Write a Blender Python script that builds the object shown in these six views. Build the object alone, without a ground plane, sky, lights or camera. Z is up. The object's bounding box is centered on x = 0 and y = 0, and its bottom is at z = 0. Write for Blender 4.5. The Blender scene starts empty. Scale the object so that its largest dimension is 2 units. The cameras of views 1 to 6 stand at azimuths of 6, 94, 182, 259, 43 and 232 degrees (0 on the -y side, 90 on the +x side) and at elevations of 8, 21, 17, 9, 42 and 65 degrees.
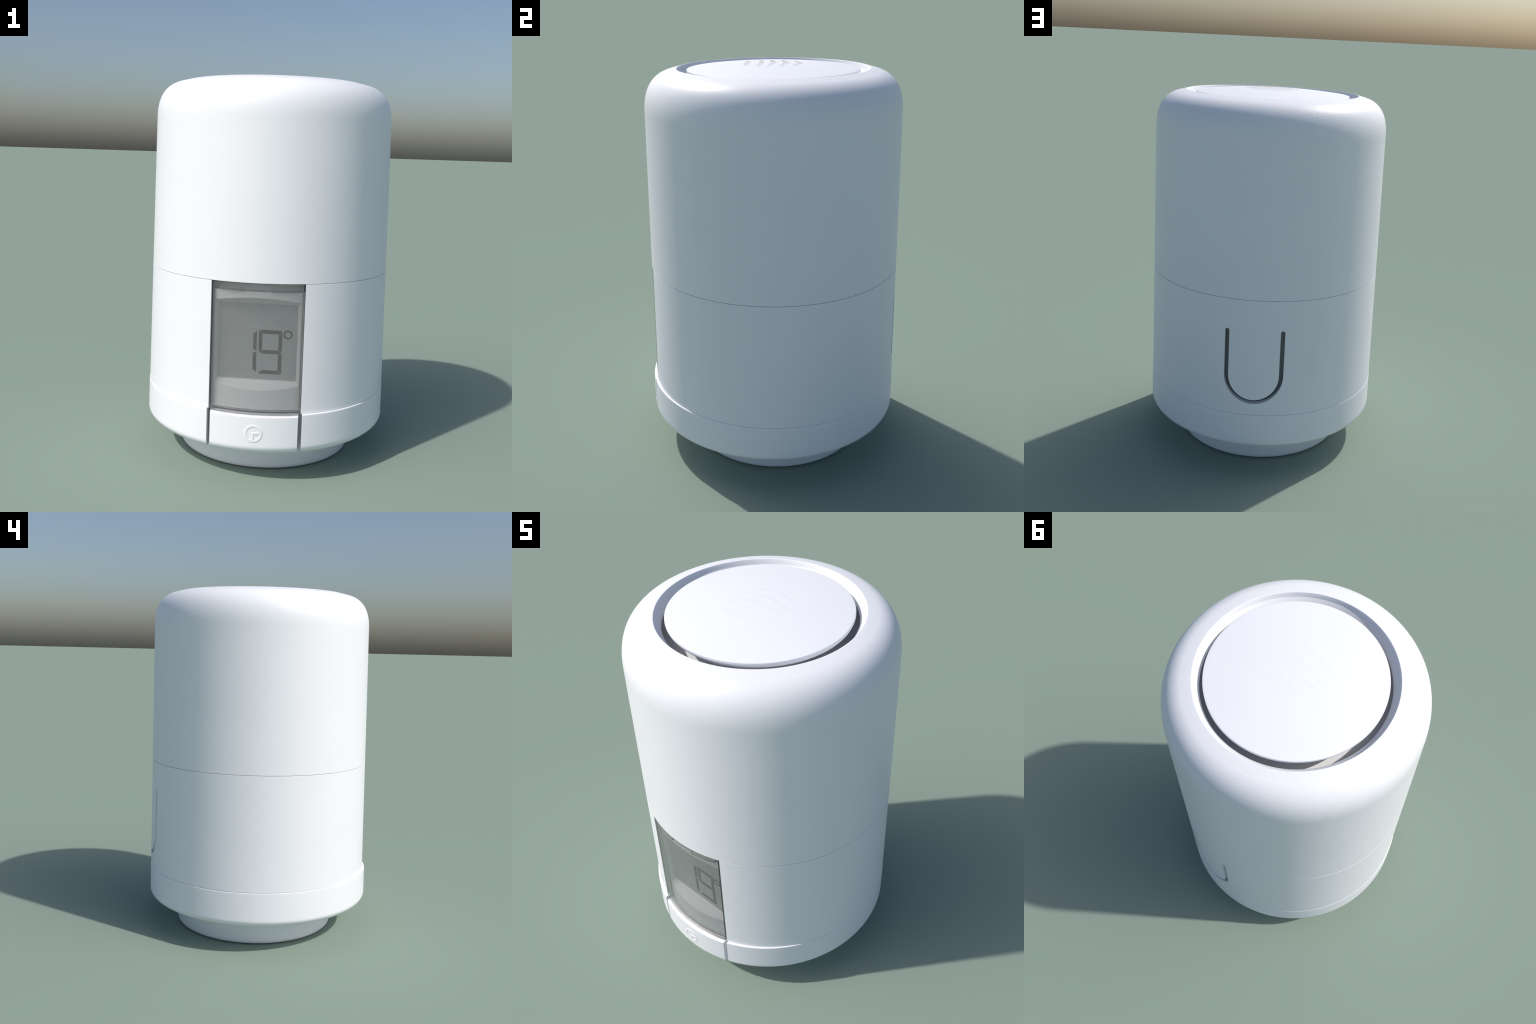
"""Smart radiator valve head: a white plastic cylinder with a domed top button in
a grooved rim, a display window with a grey lens at the front, a push button with an
embossed clock sign, a U-shaped release slot at the back and a narrower foot."""
import bpy, bmesh, math
from mathutils import Vector
from mathutils.bvhtree import BVHTree
from mathutils.interpolate import poly_3d_calc

SEG = 288            # steps round the body
AXIS_Y = 0.007       # the collar bulges forward, so the axis sits a little behind y = 0
SEAM_HIGH, SEAM_LOW = 1.001, 0.3655
WINDOW_HALF = 0.2262
scene = bpy.context.scene


# ------------------------------------------------------------------ materials
def node(tree, kind, **inputs):
    n = tree.nodes.new(kind)
    for k, v in inputs.items():
        n.inputs[k.replace("_", " ")].default_value = v
    return n


def plastic(name, colour, rough=0.45, grain=0.0, spec=0.5, coat=0.0):
    """Moulded plastic: even colour with a faint cloudy variation and patches of fine grain."""
    m = bpy.data.materials.new(name)
    m.use_nodes = True
    t = m.node_tree
    b = t.nodes["Principled BSDF"]
    b.inputs["Roughness"].default_value = rough
    b.inputs["Specular IOR Level"].default_value = spec
    b.inputs["Coat Weight"].default_value = coat
    tc = node(t, "ShaderNodeTexCoord")
    cloud = node(t, "ShaderNodeTexNoise", Scale=3.0, Detail=3.0)
    t.links.new(tc.outputs["Object"], cloud.inputs["Vector"])
    ramp = node(t, "ShaderNodeValToRGB")
    ramp.color_ramp.elements[0].position, ramp.color_ramp.elements[1].position = 0.3, 0.7
    ramp.color_ramp.elements[0].color = (*[c * 0.985 for c in colour], 1)
    ramp.color_ramp.elements[1].color = (*colour, 1)
    t.links.new(cloud.outputs["Fac"], ramp.inputs["Fac"])
    t.links.new(ramp.outputs["Color"], b.inputs["Base Color"])
    if grain:
        fine = node(t, "ShaderNodeTexNoise", Scale=125.0, Detail=2.0)
        # the moulding grain is strongest on one flank and patchy elsewhere
        patch = node(t, "ShaderNodeTexNoise", Scale=1.6, Detail=1.0)
        flank = node(t, "ShaderNodeVectorMath")
        flank.operation = "DOT_PRODUCT"
        flank.inputs[1].default_value = (-0.75, 0.55, 0.0)
        mix = node(t, "ShaderNodeMath")
        mix.operation = "MULTIPLY_ADD"
        mix.inputs[1].default_value = 0.55
        t.links.new(tc.outputs["Object"], flank.inputs[0])
        t.links.new(flank.outputs["Value"], mix.inputs[0])
        t.links.new(patch.outputs["Fac"], mix.inputs[2])
        amount = node(t, "ShaderNodeMapRange", From_Min=0.45, From_Max=0.80, To_Min=0.12, To_Max=1.0)
        scale = node(t, "ShaderNodeMath")
        scale.operation = "MULTIPLY"
        scale.inputs[1].default_value = grain
        bump = node(t, "ShaderNodeBump", Distance=0.0017)
        for n in (fine, patch):
            t.links.new(tc.outputs["Object"], n.inputs["Vector"])
        t.links.new(mix.outputs["Value"], amount.inputs["Value"])
        t.links.new(amount.outputs["Result"], scale.inputs[0])
        t.links.new(scale.outputs["Value"], bump.inputs["Strength"])
        t.links.new(fine.outputs["Fac"], bump.inputs["Height"])
        t.links.new(bump.outputs["Normal"], b.inputs["Normal"])
    return m


def tinted_lens(name, colour):
    m = bpy.data.materials.new(name)
    m.use_nodes = True
    b = m.node_tree.nodes["Principled BSDF"]
    b.inputs["Base Color"].default_value = (*colour, 1)
    b.inputs["Transmission Weight"].default_value = 0.955
    b.inputs["Roughness"].default_value = 0.0
    b.inputs["IOR"].default_value = 1.45
    return m


WHITE = plastic("white_plastic", (0.868, 0.884, 0.928), 0.42, grain=0.30)
WHITE_SMOOTH = plastic("white_smooth_plastic", (0.868, 0.884, 0.928), 0.42, grain=0.08)
WHITE_TOP = plastic("white_top_plastic", (0.872, 0.892, 0.935), 0.45)
GLOSS = plastic("glossy_emblem_white", (0.872, 0.892, 0.935), 0.06)
INNER = plastic("inner_plastic", (0.84, 0.85, 0.87), 0.6)
HOUSING = plastic("display_housing_plastic", (0.765, 0.775, 0.795), 0.6)
CORE = plastic("core_grey_plastic", (0.46, 0.47, 0.48), 0.6)
LCD = plastic("display_grey", (0.405, 0.43, 0.435), 0.5)
SEGMENT = plastic("segment_dark_grey", (0.11, 0.11, 0.10), 0.5)
GHOST = plastic("unlit_segment_grey", (0.315, 0.335, 0.34), 0.5)
EDGE_GREY = plastic("lens_edge_grey", (0.30, 0.31, 0.31), 0.6)
LENS = tinted_lens("grey_lens", (0.95, 0.95, 0.95))


# ------------------------------------------------------------------ mesh helpers
def new_object(name, bm, material, parent=None, sharp=35):
    me = bpy.data.meshes.new(name)
    bmesh.ops.recalc_face_normals(bm, faces=bm.faces)
    bm.to_mesh(me)
    bm.free()
    o = bpy.data.objects.new(name, me)
    scene.collection.objects.link(o)
    me.materials.append(material)
    for p in me.polygons:
        p.use_smooth = True
    me.set_sharp_from_angle(angle=math.radians(sharp))
    if parent is not None:
        o.parent = parent
    return o


def rings_to_bm(rings, closed=True):
    """Skin a list of rings (each a list of points). closed: the last ring joins the first."""
    bm = bmesh.new()
    vs = [[bm.verts.new(p) for p in r] for r in rings]
    n = len(rings[0])
    for i in range(len(vs) if closed else len(vs) - 1):
        a, b = vs[i], vs[(i + 1) % len(vs)]
        for j in range(n):
            k = (j + 1) % n
            if len(a) == 1:
                bm.faces.new((a[0], b[j], b[k]))
            elif len(b) == 1:
                bm.faces.new((a[j], a[k], b[0]))
            else:
                bm.faces.new((a[j], a[k], b[k], b[j]))
    return bm


def lathe(profile, cy=AXIS_Y, seg=SEG, closed=True, bulge=None, drop=None):
    rings = []
    for r, z in profile:
        ring = []
        for j in range(seg):
            a = 2 * math.pi * (j + 0.5) / seg
            rr = r + (bulge(a, r) if bulge else 0.0)
            ring.append((rr * math.cos(a), cy + rr * math.sin(a), z - (drop(a, z) if drop else 0.0)))
        rings.append(ring)
    return rings_to_bm(rings, closed)


def lathe_capped(profile, cy=AXIS_Y, seg=SEG):
    """A solid of revolution whose first and last ring are closed by flat caps."""
    bm = lathe(profile, cy, seg, closed=False)
    bm.verts.ensure_lookup_table()
    bm.faces.new([bm.verts[i] for i in range(seg)])
    bm.faces.new([bm.verts[len(bm.verts) - seg + i] for i in range(seg)])
    return bm


def rounded(points, steps=6):
    """Round the corners of an open or closed profile: points are (r, z, radius)."""
    out, n = [], len(points)
    for i, (x, z, rad) in enumerate(points):
        p = Vector((x, z))
        a, b = Vector(points[i - 1][:2]), Vector(points[(i + 1) % n][:2])
        if rad <= 0:
            out.append((x, z))
            continue
        u, v = (a - p).normalized(), (b - p).normalized()
        ang = u.angle(v)
        d = min(rad / math.tan(ang / 2), (a - p).length * 0.49, (b - p).length * 0.49)
        s, e = p + u * d, p + v * d
        for k in range(steps + 1):
            t = k / steps
            q = s * (1 - t) ** 2 + p * 2 * t * (1 - t) + e * t ** 2
            out.append((q.x, q.y))
    return out


def box_bm(x0, x1, y0, y1, z0, z1):
    bm = bmesh.new()
    bmesh.ops.create_cube(bm, size=1.0)
    for v in bm.verts:
        v.co = ((x0 + x1) / 2 + v.co.x * (x1 - x0), (y0 + y1) / 2 + v.co.y * (y1 - y0), (z0 + z1) / 2 + v.co.z * (z1 - z0))
    return bm


def cut(target, tools, op="DIFFERENCE"):
    """Apply booleans and give the untouched surface the smooth normals it had before."""
    old = target.data
    src = old.copy()
    for bm in tools:
        tool = new_object("cutter", bm, INNER)
        mod = target.modifiers.new("cut", "BOOLEAN")
        mod.operation, mod.solver, mod.object = op, "EXACT", tool
        dg = bpy.context.evaluated_depsgraph_get()
        me = bpy.data.meshes.new_from_object(target.evaluated_get(dg))
        target.modifiers.clear()
        target.data = me
        bpy.data.objects.remove(tool)
    me = target.data
    for p in me.polygons:
        p.use_smooth = True
    me.set_sharp_from_angle(angle=math.radians(35))
    verts = [v.co.copy() for v in src.vertices]
    tree = BVHTree.FromPolygons(verts, [list(p.vertices) for p in src.polygons])
    corner = [Vector(c.vector) for c in src.corner_normals]
    normals = [Vector(c.vector) for c in me.corner_normals]
    for p in me.polygons:
        hit, nrm, idx, dist = tree.find_nearest(p.center)
        same = dist is not None and dist < 4e-4 and nrm.dot(p.normal) > 0.985
        for li in p.loop_indices:
            if not same:
                normals[li] = p.normal.copy()
                continue
            co = me.vertices[me.loops[li].vertex_index].co.lerp(p.center, 0.02)
            hit, nrm, idx, dist = tree.find_nearest(co)
            q = src.polygons[idx]
            w = poly_3d_calc([verts[i] for i in q.vertices], hit)
            s = Vector((0, 0, 0))
            for wi, ci in zip(w, q.loop_indices):
                s += corner[ci] * wi
            if s.dot(p.normal) > 0.9 * s.length:
                normals[li] = s.normalized()
            else:
                normals[li] = p.normal.copy()
    me.normals_split_custom_set(normals)
    bpy.data.meshes.remove(src)
    me.materials.clear()
    me.materials.append(old.materials[0])
    return target


def body_radius(z):
    """The slightly drafted side wall of the body."""
    return 0.6412 + (1.001 - z) * 0.0168


# ------------------------------------------------------------------ the thing
valve = bpy.data.objects.new("radiator_valve", None)
scene.collection.objects.link(valve)
valve["label"] = "white cylindrical smart radiator valve with grey display window"
valve["category"] = "radiator valve"

# upper cap: straight wall, soft shoulder, bevelled rim round the top recess
RIM_R, RIM_Z, FLOOR_Z = 0.4665, 1.9805, 1.84
outer = [(body_radius(z), z) for z in (1.0030, 1.0045, 1.02, 1.2, 1.4, 1.6)]
R1, Z1, R2, Z2, EXP = 0.6279, 1.7689, 0.4559, 1.9737, 2.525
shoulder = []
for k in range(0, 41):
    t = math.pi / 2 * k / 40
    r = R2 + (R1 - R2) * math.cos(t) ** (2 / EXP)
    z = Z1 + (Z2 - Z1) * math.sin(t) ** (2 / EXP)
    if r > 0.5225:
        shoulder.append((r, z))
cap_profile = [(body_radius(1.0) - 0.0016, 1.0014)] + outer + shoulder
cap_profile += rounded([(0.5220, 1.9662, 0), (RIM_R, RIM_Z, 0.003), (0.4578, 1.9570, 0.010), (0.4357, 1.9335, 0.0015), (0.4360, 1.925, 0.001), (0.47, 1.915, 0)], 4)
cap_profile += [(0.52, 1.86), (0.60, 1.70), (0.612, 1.0014)]
new_object("upper_cap", lathe(cap_profile), WHITE, valve, 30)

# floor of the recess under the top button
new_object("recess_floor", lathe_capped([(0.515, FLOOR_Z - 0.02), (0.515, FLOOR_Z)], seg=96), INNER, valve)

# domed round plate that sits in the rim
DISC_R, DISC_EDGE, DISC_TOP = 0.4185, 1.9738, 1.9997


def dome(r):
    return DISC_EDGE + (DISC_TOP - DISC_EDGE) * (1 - (r / DISC_R) ** 2)


disc = [(0.30, FLOOR_Z + 0.001), (0.30, 1.949)]
disc += rounded([(0.30, 1.949, 0), (DISC_R - 0.006, 1.949, 0.004), (DISC_R, 1.962, 0.004), (DISC_R, DISC_EDGE, 0.0035), (DISC_R - 0.02, dome(DISC_R - 0.02), 0)], 5)[1:]
disc += [(r, dome(r)) for r in [DISC_R * f for f in [1 - k / 40 for k in range(3, 40)]]]
top_button = new_object("top_button", lathe_capped(disc), WHITE_TOP, valve, 30)

# five glossy chevron bands on the dome: a striped sign, clipped by a rounded outline.
# y positions along the stack for tip and apex of the near and the far edge
BANDS = [(-0.108, -0.108, -0.126, -0.137, 0.100), (-0.070, -0.062, -0.051, -0.038, 0.132), (-0.019, -0.008, 0.001, 0.022, 0.146),
         (0.036, 0.055, 0.055, 0.086, 0.140), (0.098, 0.122, 0.118, 0.151, 0.108)]
for i, (tip_a, apex_a, tip_b, apex_b, half) in enumerate(BANDS):
    bm = bmesh.new()
    cols, rows, grid = 24, 4, []
    for c in range(cols + 1):
        s = -1 + 2 * c / cols
        line = []
        for k in range(rows + 1):
            f = k / rows
            tip, apex = tip_a + (tip_b - tip_a) * f, apex_a + (apex_b - apex_a) * f
            reach = half + (0.010 * (f - 0.5) * (1 if i < 2 else -1))
            x = s * reach
            lift = 1 - abs(s) if i else (1 - s * s)
            y = tip + (apex - tip) * lift
            line.append((x, y + 0.0005, dome(math.hypot(x, y - AXIS_Y)) + 0.00009))
        grid.append(line)
    vs = [[bm.verts.new(p) for p in l] for l in grid]
    low = [[bm.verts.new((p[0], p[1], p[2] - 0.003)) for p in l] for l in grid]
    for c in range(cols):
        for k in range(rows):
            bm.faces.new((vs[c][k], vs[c + 1][k], vs[c + 1][k + 1], vs[c][k + 1]))
            bm.faces.new((low[c][k], low[c][k + 1], low[c + 1][k + 1], low[c + 1][k]))
        bm.faces.new((vs[c][0], low[c][0], low[c + 1][0], vs[c + 1][0]))
        bm.faces.new((vs[c][rows], vs[c + 1][rows], low[c + 1][rows], low[c][rows]))
    for k in range(rows):
        bm.faces.new((vs[0][k], vs[0][k + 1], low[0][k + 1], low[0][k]))
        bm.faces.new((vs[cols][k], low[cols][k], low[cols][k + 1], vs[cols][k + 1]))
    new_object("emblem_band", bm, GLOSS, top_button, 30)

# middle sleeve with the display window and the U-shaped release slot
top, low_z = 0.9999, SEAM_LOW + 0.0008
wall = 0.034
sleeve_profile = [(body_radius(low_z), low_z)] + [(body_radius(z), z) for z in (low_z + 0.002, 0.40, 0.5, 0.6, 0.7, 0.8, 0.9, 0.98, 0.9965)]
sleeve_profile += rounded([(body_radius(0.9978), 0.9978, 0), (body_radius(top), top, 0.001), (body_radius(top) - 0.003, top, 0)], 3)
sleeve_profile += [(body_radius(top) - wall, top)]
sleeve_profile += [(body_radius(z) - wall, z) for z in (0.8, 0.6, low_z)]
sleeve = new_object("middle_sleeve", lathe(sleeve_profile), WHITE, valve)

SLOT_W, SLOT_R, SLOT_CZ, SLOT_TOP = 0.0113, 0.1428, 0.5838, 0.8405
path = [(SLOT_R, SLOT_TOP - SLOT_W - (SLOT_TOP - SLOT_W - SLOT_CZ) * k / 4) for k in range(4)]
path += [(SLOT_R * math.cos(math.pi * k / 40), SLOT_CZ - SLOT_R * math.sin(math.pi * k / 40)) for k in range(41)]
path += [(-x, z) for x, z in path[:4]][::-1]


def stroke_outline(points, w, caps=8):
    left, right = [], []
    for i, p in enumerate(points):
        a, b = Vector(points[max(i - 1, 0)]), Vector(points[min(i + 1, len(points) - 1)])
        d = (b - a).normalized()
        n = Vector((-d.y, d.x)) * w
        left.append(Vector(p) + n)
        right.append(Vector(p) - n)

    def cap(end, frm):
        c, v = Vector(end), Vector(frm) - Vector(end)
        out = []
        for k in range(1, caps):
            a = -math.pi * k / caps
            out.append(c + Vector((v.x * math.cos(a) - v.y * math.sin(a), v.x * math.sin(a) + v.y * math.cos(a))))
        return out
    return left + cap(points[-1], left[-1]) + right[::-1] + cap(points[0], right[0])


def prism(outline, y0, y1):
    bm = bmesh.new()
    a = [bm.verts.new((p[0], y0, p[1])) for p in outline]
    b = [bm.verts.new((p[0], y1, p[1])) for p in outline]
    bm.faces.new(a)
    bm.faces.new(b[::-1])
    for i in range(len(a)):
        j = (i + 1) % len(a)
        bm.faces.new((a[i], b[i], b[j], a[j]))
    return bm


cut(sleeve, [box_bm(-WINDOW_HALF, WINDOW_HALF, -0.8, -0.45, 0.3, 1.05), prism(stroke_outline(path, SLOT_W), 0.5, 0.8)])

# inner core that closes the gaps behind the seams, the slot and the window
core = new_object("inner_core", lathe_capped([(0.545, 0.172), (0.545, 0.364), (0.592, 0.369), (0.592, 0.955), (0.56, 0.958), (0.56, 0.99)], seg=144), CORE, valve)
cut(core, [box_bm(-0.235, 0.235, -0.8, -0.46, 0.366, 1.1)])

# bottom collar: flush at the back, swelling forward at the front, with a rounded lower edge
BULGE = 0.0135


def front_bulge(a, r):
    return BULGE * max(0.0, -math.sin(a)) ** 2 if r > 0.55 else 0.0


def lower_lip(a, z):
    """The lower edge hangs a little deeper, most of all at the front."""
    return (0.0020 + 0.0042 * max(0.0, -math.sin(a)) ** 2) * min(1.0, max(0.0, (0.206 - z) / 0.044))


collar_top = SEAM_LOW - 0.0008
collar = [(0.49, 0.164), (0.575, 0.1618)]
CR1, CZ1, CR2, CZ2 = 0.6552, 0.2060, 0.585, 0.1615
for k in range(0, 17):
    t = math.pi / 2 * (1 - k / 16)
    collar.append((CR2 + (CR1 - CR2) * math.cos(t) ** (2 / 1.93), CZ1 + (CZ2 - CZ1) * math.sin(t) ** (2 / 1.93)))
collar += [(0.6550, 0.215), (0.6545, 0.25), (0.6538, 0.30), (0.6531, 0.35)]
collar += rounded([(0.6530, 0.3535, 0), (0.6528, collar_top, 0.005), (0.640, collar_top, 0)], 5)
collar += [(0.55, collar_top)]
collar += [(0.55, 0.195), (0.49, 0.195)]
bottom_collar = new_object("bottom_collar", lathe(collar, bulge=front_bulge, drop=lower_lip), WHITE_SMOOTH, valve)
cut(bottom_collar, [box_bm(-0.2332, 0.2332, -0.8, -0.537, 0.1, 0.5)])

# push button between the two gaps, a little lower than the collar
lowered = [(r, z - 0.009 if z > 0.3 else z) for r, z in collar]
push_button = new_object("push_button", lathe(lowered, bulge=front_bulge, drop=lower_lip), WHITE_SMOOTH, valve)
cut(push_button, [box_bm(-0.2152, 0.2152, -0.8, -0.5385, 0.1, 0.5)], "INTERSECT")

# foot
FOOT_Y = AXIS_Y + 0.011
foot = [(0.40, 0.0)] + rounded([(0.40, 0.0, 0), (0.4740, 0.0, 0.028), (0.4815, 0.163, 0), (0.40, 0.17, 0)], 8)[1:]
new_object("foot", lathe_capped(foot, cy=FOOT_Y), WHITE_SMOOTH, valve)


# embossed clock sign on the push button
def button_y(x, z):
    r = 0.6552 - (z - 0.2085) * 0.0155
    for _ in range(4):
        a = math.asin(min(1, abs(x) / r))
        rr = r + BULGE * math.cos(a) ** 2
    return AXIS_Y - math.sqrt(rr * rr - x * x)


def emboss(name, outline_in, outline_out, height, material, parent, surf, soft=0.0025):
    """Raised band between two outlines (lists of (x, z) of the same length) following surf."""
    rings = []
    n = len(outline_in)
    for f, h in ((0, -0.002), (0.0, height * 0.2), (0.09, height * 0.8), (0.2, height), (0.8, height), (0.91, height * 0.8), (1, height * 0.2), (1, -0.002)):
        ring = []
        for a, b in zip(outline_in, outline_out):
            x, z = a[0] + (b[0] - a[0]) * f, a[1] + (b[1] - a[1]) * f
            ring.append((x, surf(x, z) - h, z))
        rings.append(ring)
    return new_object(name, rings_to_bm(rings, True), material, parent, 60)


SX, SZ = 0.003, 0.2712
circle = [(math.cos(2 * math.pi * k / 72), math.sin(2 * math.pi * k / 72)) for k in range(72)]
emboss("button_ring", [(SX + 0.0315 * c, SZ + 0.0315 * s) for c, s in circle], [(SX + 0.0455 * c, SZ + 0.0455 * s) for c, s in circle], 0.0017, WHITE_SMOOTH, push_button, button_y)
hand = stroke_outline([(SX - 0.002, SZ - 0.031), (SX - 0.002, SZ - 0.015), (SX - 0.002, SZ - 0.004)], 0.006, 6)
hand2 = stroke_outline([(SX - 0.002, SZ + 0.001), (SX + 0.010, SZ + 0.001), (SX + 0.025, SZ + 0.001)], 0.0065, 6)
for outline, h in ((hand, 0.0017), (hand2, 0.0019)):
    cx, cz = sum(p[0] for p in outline) / len(outline), sum(p[1] for p in outline) / len(outline)
    rings = []
    for f, hh in ((1.0, -0.002), (1.0, h * 0.3), (0.9, h * 0.85), (0.75, h)):
        rings.append([(cx + (x - cx) * f, button_y(x, z) - hh, cz + (z - cz) * f) for x, z in outline])
    bm = rings_to_bm(rings, False)
    bm.verts.ensure_lookup_table()
    bm.faces.new([bm.verts[len(bm.verts) - len(outline) + i] for i in range(len(outline))])
    new_object("clock_hand", bm, WHITE_SMOOTH, push_button, 60)

# ------------------------------------------------------------------ display behind the window
HOUSE_R, HOUSE_X = 0.611, 0.2235
LCD_Y = -0.547


def sector_bm(x_half, r_in, r_out, z0, z1, cols=48, rows=1):
    """Curved plate of constant half width, following the round body; r_in and r_out are functions of z."""
    rings = []
    zs = [z0 + (z1 - z0) * k / rows for k in range(rows + 1)]
    bm = bmesh.new()
    out, inn = [], []
    for z in zs:
        a, b = [], []
        for c in range(cols + 1):
            x = -x_half + 2 * x_half * c / cols
            a.append(bm.verts.new((x, AXIS_Y - math.sqrt(r_out(z) ** 2 - x * x), z)))
            y = r_in(z)
            b.append(bm.verts.new((x, AXIS_Y - math.sqrt(y ** 2 - x * x) if y > 0 else y, z)))
        out.append(a)
        inn.append(b)
    for k in range(rows):
        for c in range(cols):
            bm.faces.new((out[k][c], out[k][c + 1], out[k + 1][c + 1], out[k + 1][c]))
            bm.faces.new((inn[k][c], inn[k + 1][c], inn[k + 1][c + 1], inn[k][c + 1]))
        for c in (0, cols):
            bm.faces.new((out[k][c], out[k + 1][c], inn[k + 1][c], inn[k][c]))
    for k in (0, rows):
        for c in range(cols):
            bm.faces.new((out[k][c], out[k][c + 1], inn[k][c + 1], inn[k][c]))
    return bm


housing = new_object("display_housing", sector_bm(HOUSE_X, lambda z: -0.47, lambda z: HOUSE_R, 0.367, 0.9565), HOUSING, valve)
# flared pocket in front of the display
fb, ff, slope = LCD_Y, -0.70, 0.63
bm = bmesh.new()
back = [(-0.194, 0.506), (0.194, 0.506), (0.194, 0.891), (-0.194, 0.891)]
g = (fb - ff) * slope
front = [(x + math.copysign(g * 1.0, x), z + (g if z > 0.7 else -g)) for x, z in back]
va = [bm.verts.new((x, fb, z)) for x, z in back]
vb = [bm.verts.new((x, ff, z)) for x, z in front]
bm.faces.new(va)
bm.faces.new(vb)
for i in range(4):
    j = (i + 1) % 4
    bm.faces.new((va[i], va[j], vb[j], vb[i]))
cut(housing, [bm])
# wall above the housing, set back
new_object("window_lintel", sector_bm(HOUSE_X, lambda z: -0.47, lambda z: 0.575, 0.957, 0.999), HOUSING, valve)

screen_y = LCD_Y - 0.0012
corner_r = 0.008
outline = []
for cx, cz, a0 in ((0.192 - corner_r, 0.889 - corner_r, 0), (-0.192 + corner_r, 0.889 - corner_r, 90), (-0.192 + corner_r, 0.511 + corner_r, 180), (0.192 - corner_r, 0.511 + corner_r, 270)):
    outline += [(cx + corner_r * math.cos(math.radians(a0 + 15 * k)), cz + corner_r * math.sin(math.radians(a0 + 15 * k))) for k in range(7)]
screen = new_object("display_screen", prism(outline, screen_y, LCD_Y + 0.002), LCD, valve)

SEG_W = 0.0186


def segment_polygons(x0, x1, z0, zm, z1, w):
    """The seven mitred bars of one digit, as outlines."""
    g = 0.0009
    h = w / 2
    c = 0.006
    return {
        "top": [(x0 + g, z1 - 0.003), (x0 + c, z1), (x1 - c, z1), (x1 - g, z1 - 0.003), (x1 - w, z1 - w), (x0 + w, z1 - w)],
        "upper_left": [(x0, z1 - c + 0.001), (x0 + w - g, z1 - w - g), (x0 + w - g, zm + h + g), (x0 + 0.001, zm + 0.0025)],
        "upper_right": [(x1, z1 - c + 0.001), (x1 - w + g, z1 - w - g), (x1 - w + g, zm + h + g), (x1 - 0.001, zm + 0.0025)],
        "middle": [(x0 + 0.002, zm), (x0 + w, zm + h), (x1 - w, zm + h), (x1 - 0.002, zm), (x1 - w, zm - h), (x0 + w, zm - h)],
        "lower_left": [(x0 + 0.001, zm - 0.0025), (x0 + w - g, zm - h - g), (x0 + w - g, z0 + w + g), (x0, z0 + c - 0.001)],
        "lower_right": [(x1 - 0.001, zm - 0.0025), (x1 - w + g, zm - h - g), (x1 - w + g, z0 + w + g), (x1, z0 + c - 0.001)],
        "bottom": [(x0 + g, z0 + 0.003), (x0 + w, z0 + w), (x1 - w, z0 + w), (x1 - g, z0 + 0.003), (x1 - c, z0), (x0 + c, z0)],
    }


def plate(name, poly, material, rise=0.0012):
    return new_object(name, prism(poly, screen_y - rise, screen_y + 0.001), material, screen)


nine = segment_polygons(0.0055, 0.1200, 0.5395, 0.6505, 0.7595, SEG_W)
for part in ("top", "upper_left", "upper_right", "middle", "lower_right", "bottom"):
    plate("digit_segment", nine[part], SEGMENT)
tens = segment_polygons(-0.1180, -0.0030, 0.5415, 0.6520, 0.7590, SEG_W)
for part in ("upper_right", "lower_right"):
    plate("digit_segment", tens[part], SEGMENT)
bm = rings_to_bm([[(0.1470 + r * c, y, 0.7410 + r * s) for c, s in circle] for r, y in ((0.0145, screen_y - 0.0012), (0.0222, screen_y - 0.0012), (0.0222, screen_y + 0.001), (0.0145, screen_y + 0.001))], True)
new_object("degree_sign", bm, SEGMENT, screen)


# faint outlines of the unlit signs
def ghost_lines(strokes, w):
    bm = bmesh.new()
    for pts in strokes:
        piece = prism(stroke_outline(pts, w, 3), screen_y - 0.0006, screen_y + 0.001)
        me = bpy.data.meshes.new("piece")
        piece.to_mesh(me)
        piece.free()
        bm.from_mesh(me)
        bpy.data.meshes.remove(me)
    o = new_object("unlit_signs", bm, GHOST, screen)
    o["kind"] = "stuff"
    return o


def arc(cx, cz, r, a0, a1, n=20):
    return [(cx + r * math.cos(math.radians(a0 + (a1 - a0) * k / n)), cz + r * math.sin(math.radians(a0 + (a1 - a0) * k / n))) for k in range(n + 1)]


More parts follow.
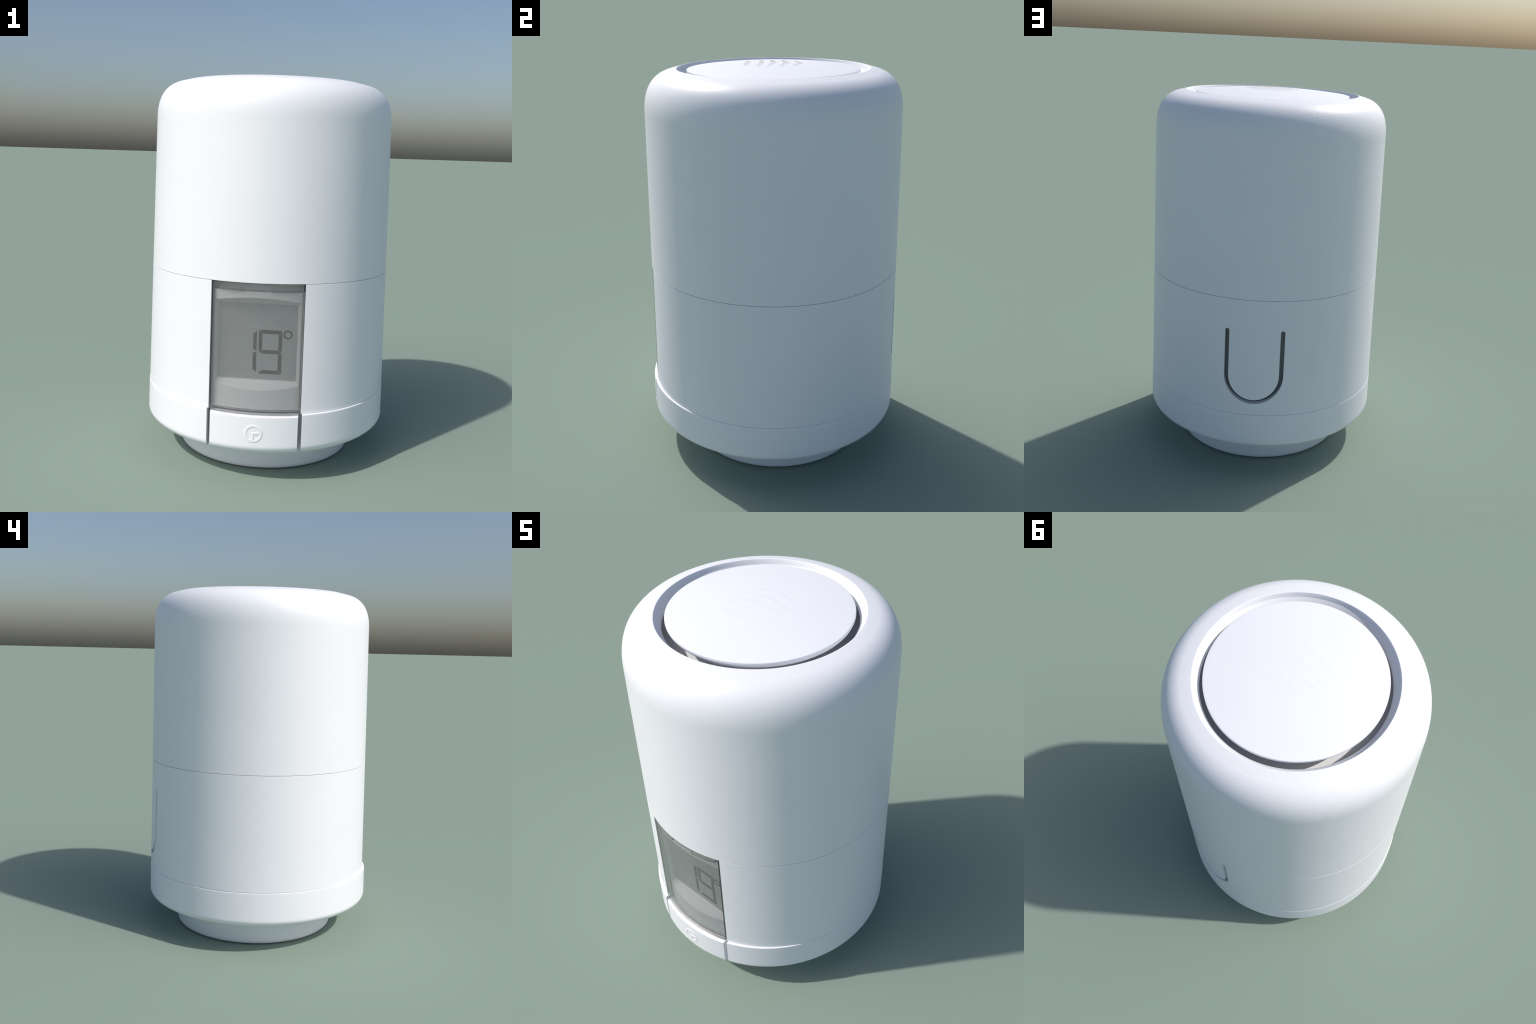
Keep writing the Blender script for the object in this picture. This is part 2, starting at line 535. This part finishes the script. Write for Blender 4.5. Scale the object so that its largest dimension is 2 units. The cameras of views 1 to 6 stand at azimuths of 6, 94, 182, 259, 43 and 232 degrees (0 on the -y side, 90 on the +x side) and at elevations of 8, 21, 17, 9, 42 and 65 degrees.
ghosts = [
    [(-0.161, 0.859), (-0.076, 0.859), (-0.067, 0.852), (-0.063, 0.840), (-0.054, 0.833), (-0.052, 0.819)],
    [(-0.130, 0.808), (-0.073, 0.807)],
    arc(0.003, 0.832, 0.040, 0, 360, 48), [(0.003, 0.814), (0.003, 0.833), (0.026, 0.830)],
    arc(0.128, 0.862, 0.046, 225, 285), arc(0.128, 0.862, 0.060, 225, 285), arc(0.128, 0.862, 0.078, 220, 285),
    [(-0.115, 0.762), (-0.100, 0.744), (-0.010, 0.745)], [(-0.115, 0.763), (-0.006, 0.764)],
    [(-0.100, 0.744), (-0.100, 0.661), (-0.118, 0.650), (-0.100, 0.641), (-0.100, 0.556), (-0.114, 0.541)],
    [(-0.100, 0.661), (-0.020, 0.662)], [(-0.028, 0.642), (-0.022, 0.642)], [(-0.100, 0.556), (-0.014, 0.557)],
    [(-0.160, 0.765), (-0.125, 0.765)], [(-0.160, 0.725), (-0.130, 0.723), (-0.125, 0.716), (-0.125, 0.688), (-0.160, 0.687)],
    arc(-0.142, 0.565, 0.0185, 0, 360, 36),
    [(0.024, 0.630), (0.024, 0.560)],
    [(0.127, 0.622), (0.168, 0.622)], [(0.132, 0.584), (0.169, 0.584)], [(0.134, 0.547), (0.169, 0.547)],
]
ghost_lines(ghosts, 0.0010)

# curved grey lens with two clips behind its top edge
PANE_X, PANE_Z0, PANE_Z1 = 0.2180, 0.3660, 0.9990
lens_bm = sector_bm(PANE_X, lambda z: body_radius(z) - 0.0165, lambda z: body_radius(z) - 0.0005, PANE_Z0, PANE_Z1, 48, 12)
lens = new_object("display_lens", lens_bm, LENS, valve, 30)
for x0 in (-0.190, 0.066):
    bm = bmesh.new()
    rows = []
    for c in range(17):
        x = x0 + 0.124 * c / 16
        rows.append([(x, AXIS_Y - math.sqrt(r * r - x * x), z) for r, z in ((0.6125, 0.9600), (0.6225, 0.9600), (0.6225, 0.9745), (0.6125, 0.9745))])
    bm = rings_to_bm(rows, False)
    bm.verts.ensure_lookup_table()
    bm.faces.new([bm.verts[i] for i in range(4)])
    bm.faces.new([bm.verts[len(bm.verts) - 4 + i] for i in range(4)])
    new_object("lens_clip", bm, LENS, lens, 30)

# dark grey bands along the side and bottom edges of the lens, set just behind it
def edge_strip(x0, x1, z0, z1, cols):
    rows = []
    for c in range(cols + 1):
        x = x0 + (x1 - x0) * c / cols
        ring = []
        for d, z in ((0.0180, z0), (0.0240, z0), (0.0240, z1), (0.0180, z1)):
            r = body_radius(z) - d
            ring.append((x, AXIS_Y - math.sqrt(r * r - x * x), z))
        rows.append(ring)
    bm = rings_to_bm(rows, False)
    bm.verts.ensure_lookup_table()
    bm.faces.new([bm.verts[i] for i in range(4)])
    bm.faces.new([bm.verts[len(bm.verts) - 4 + i] for i in range(4)])
    return new_object("lens_edge_band", bm, EDGE_GREY, valve, 30)


edge_strip(-0.2180, -0.2120, 0.383, 0.997, 4)
edge_strip(0.2120, 0.2180, 0.383, 0.997, 4)
edge_strip(-0.2180, 0.2180, 0.3775, 0.3815, 40)

for o in list(scene.objects):
    if o.name.startswith("cutter"):
        bpy.data.objects.remove(o)
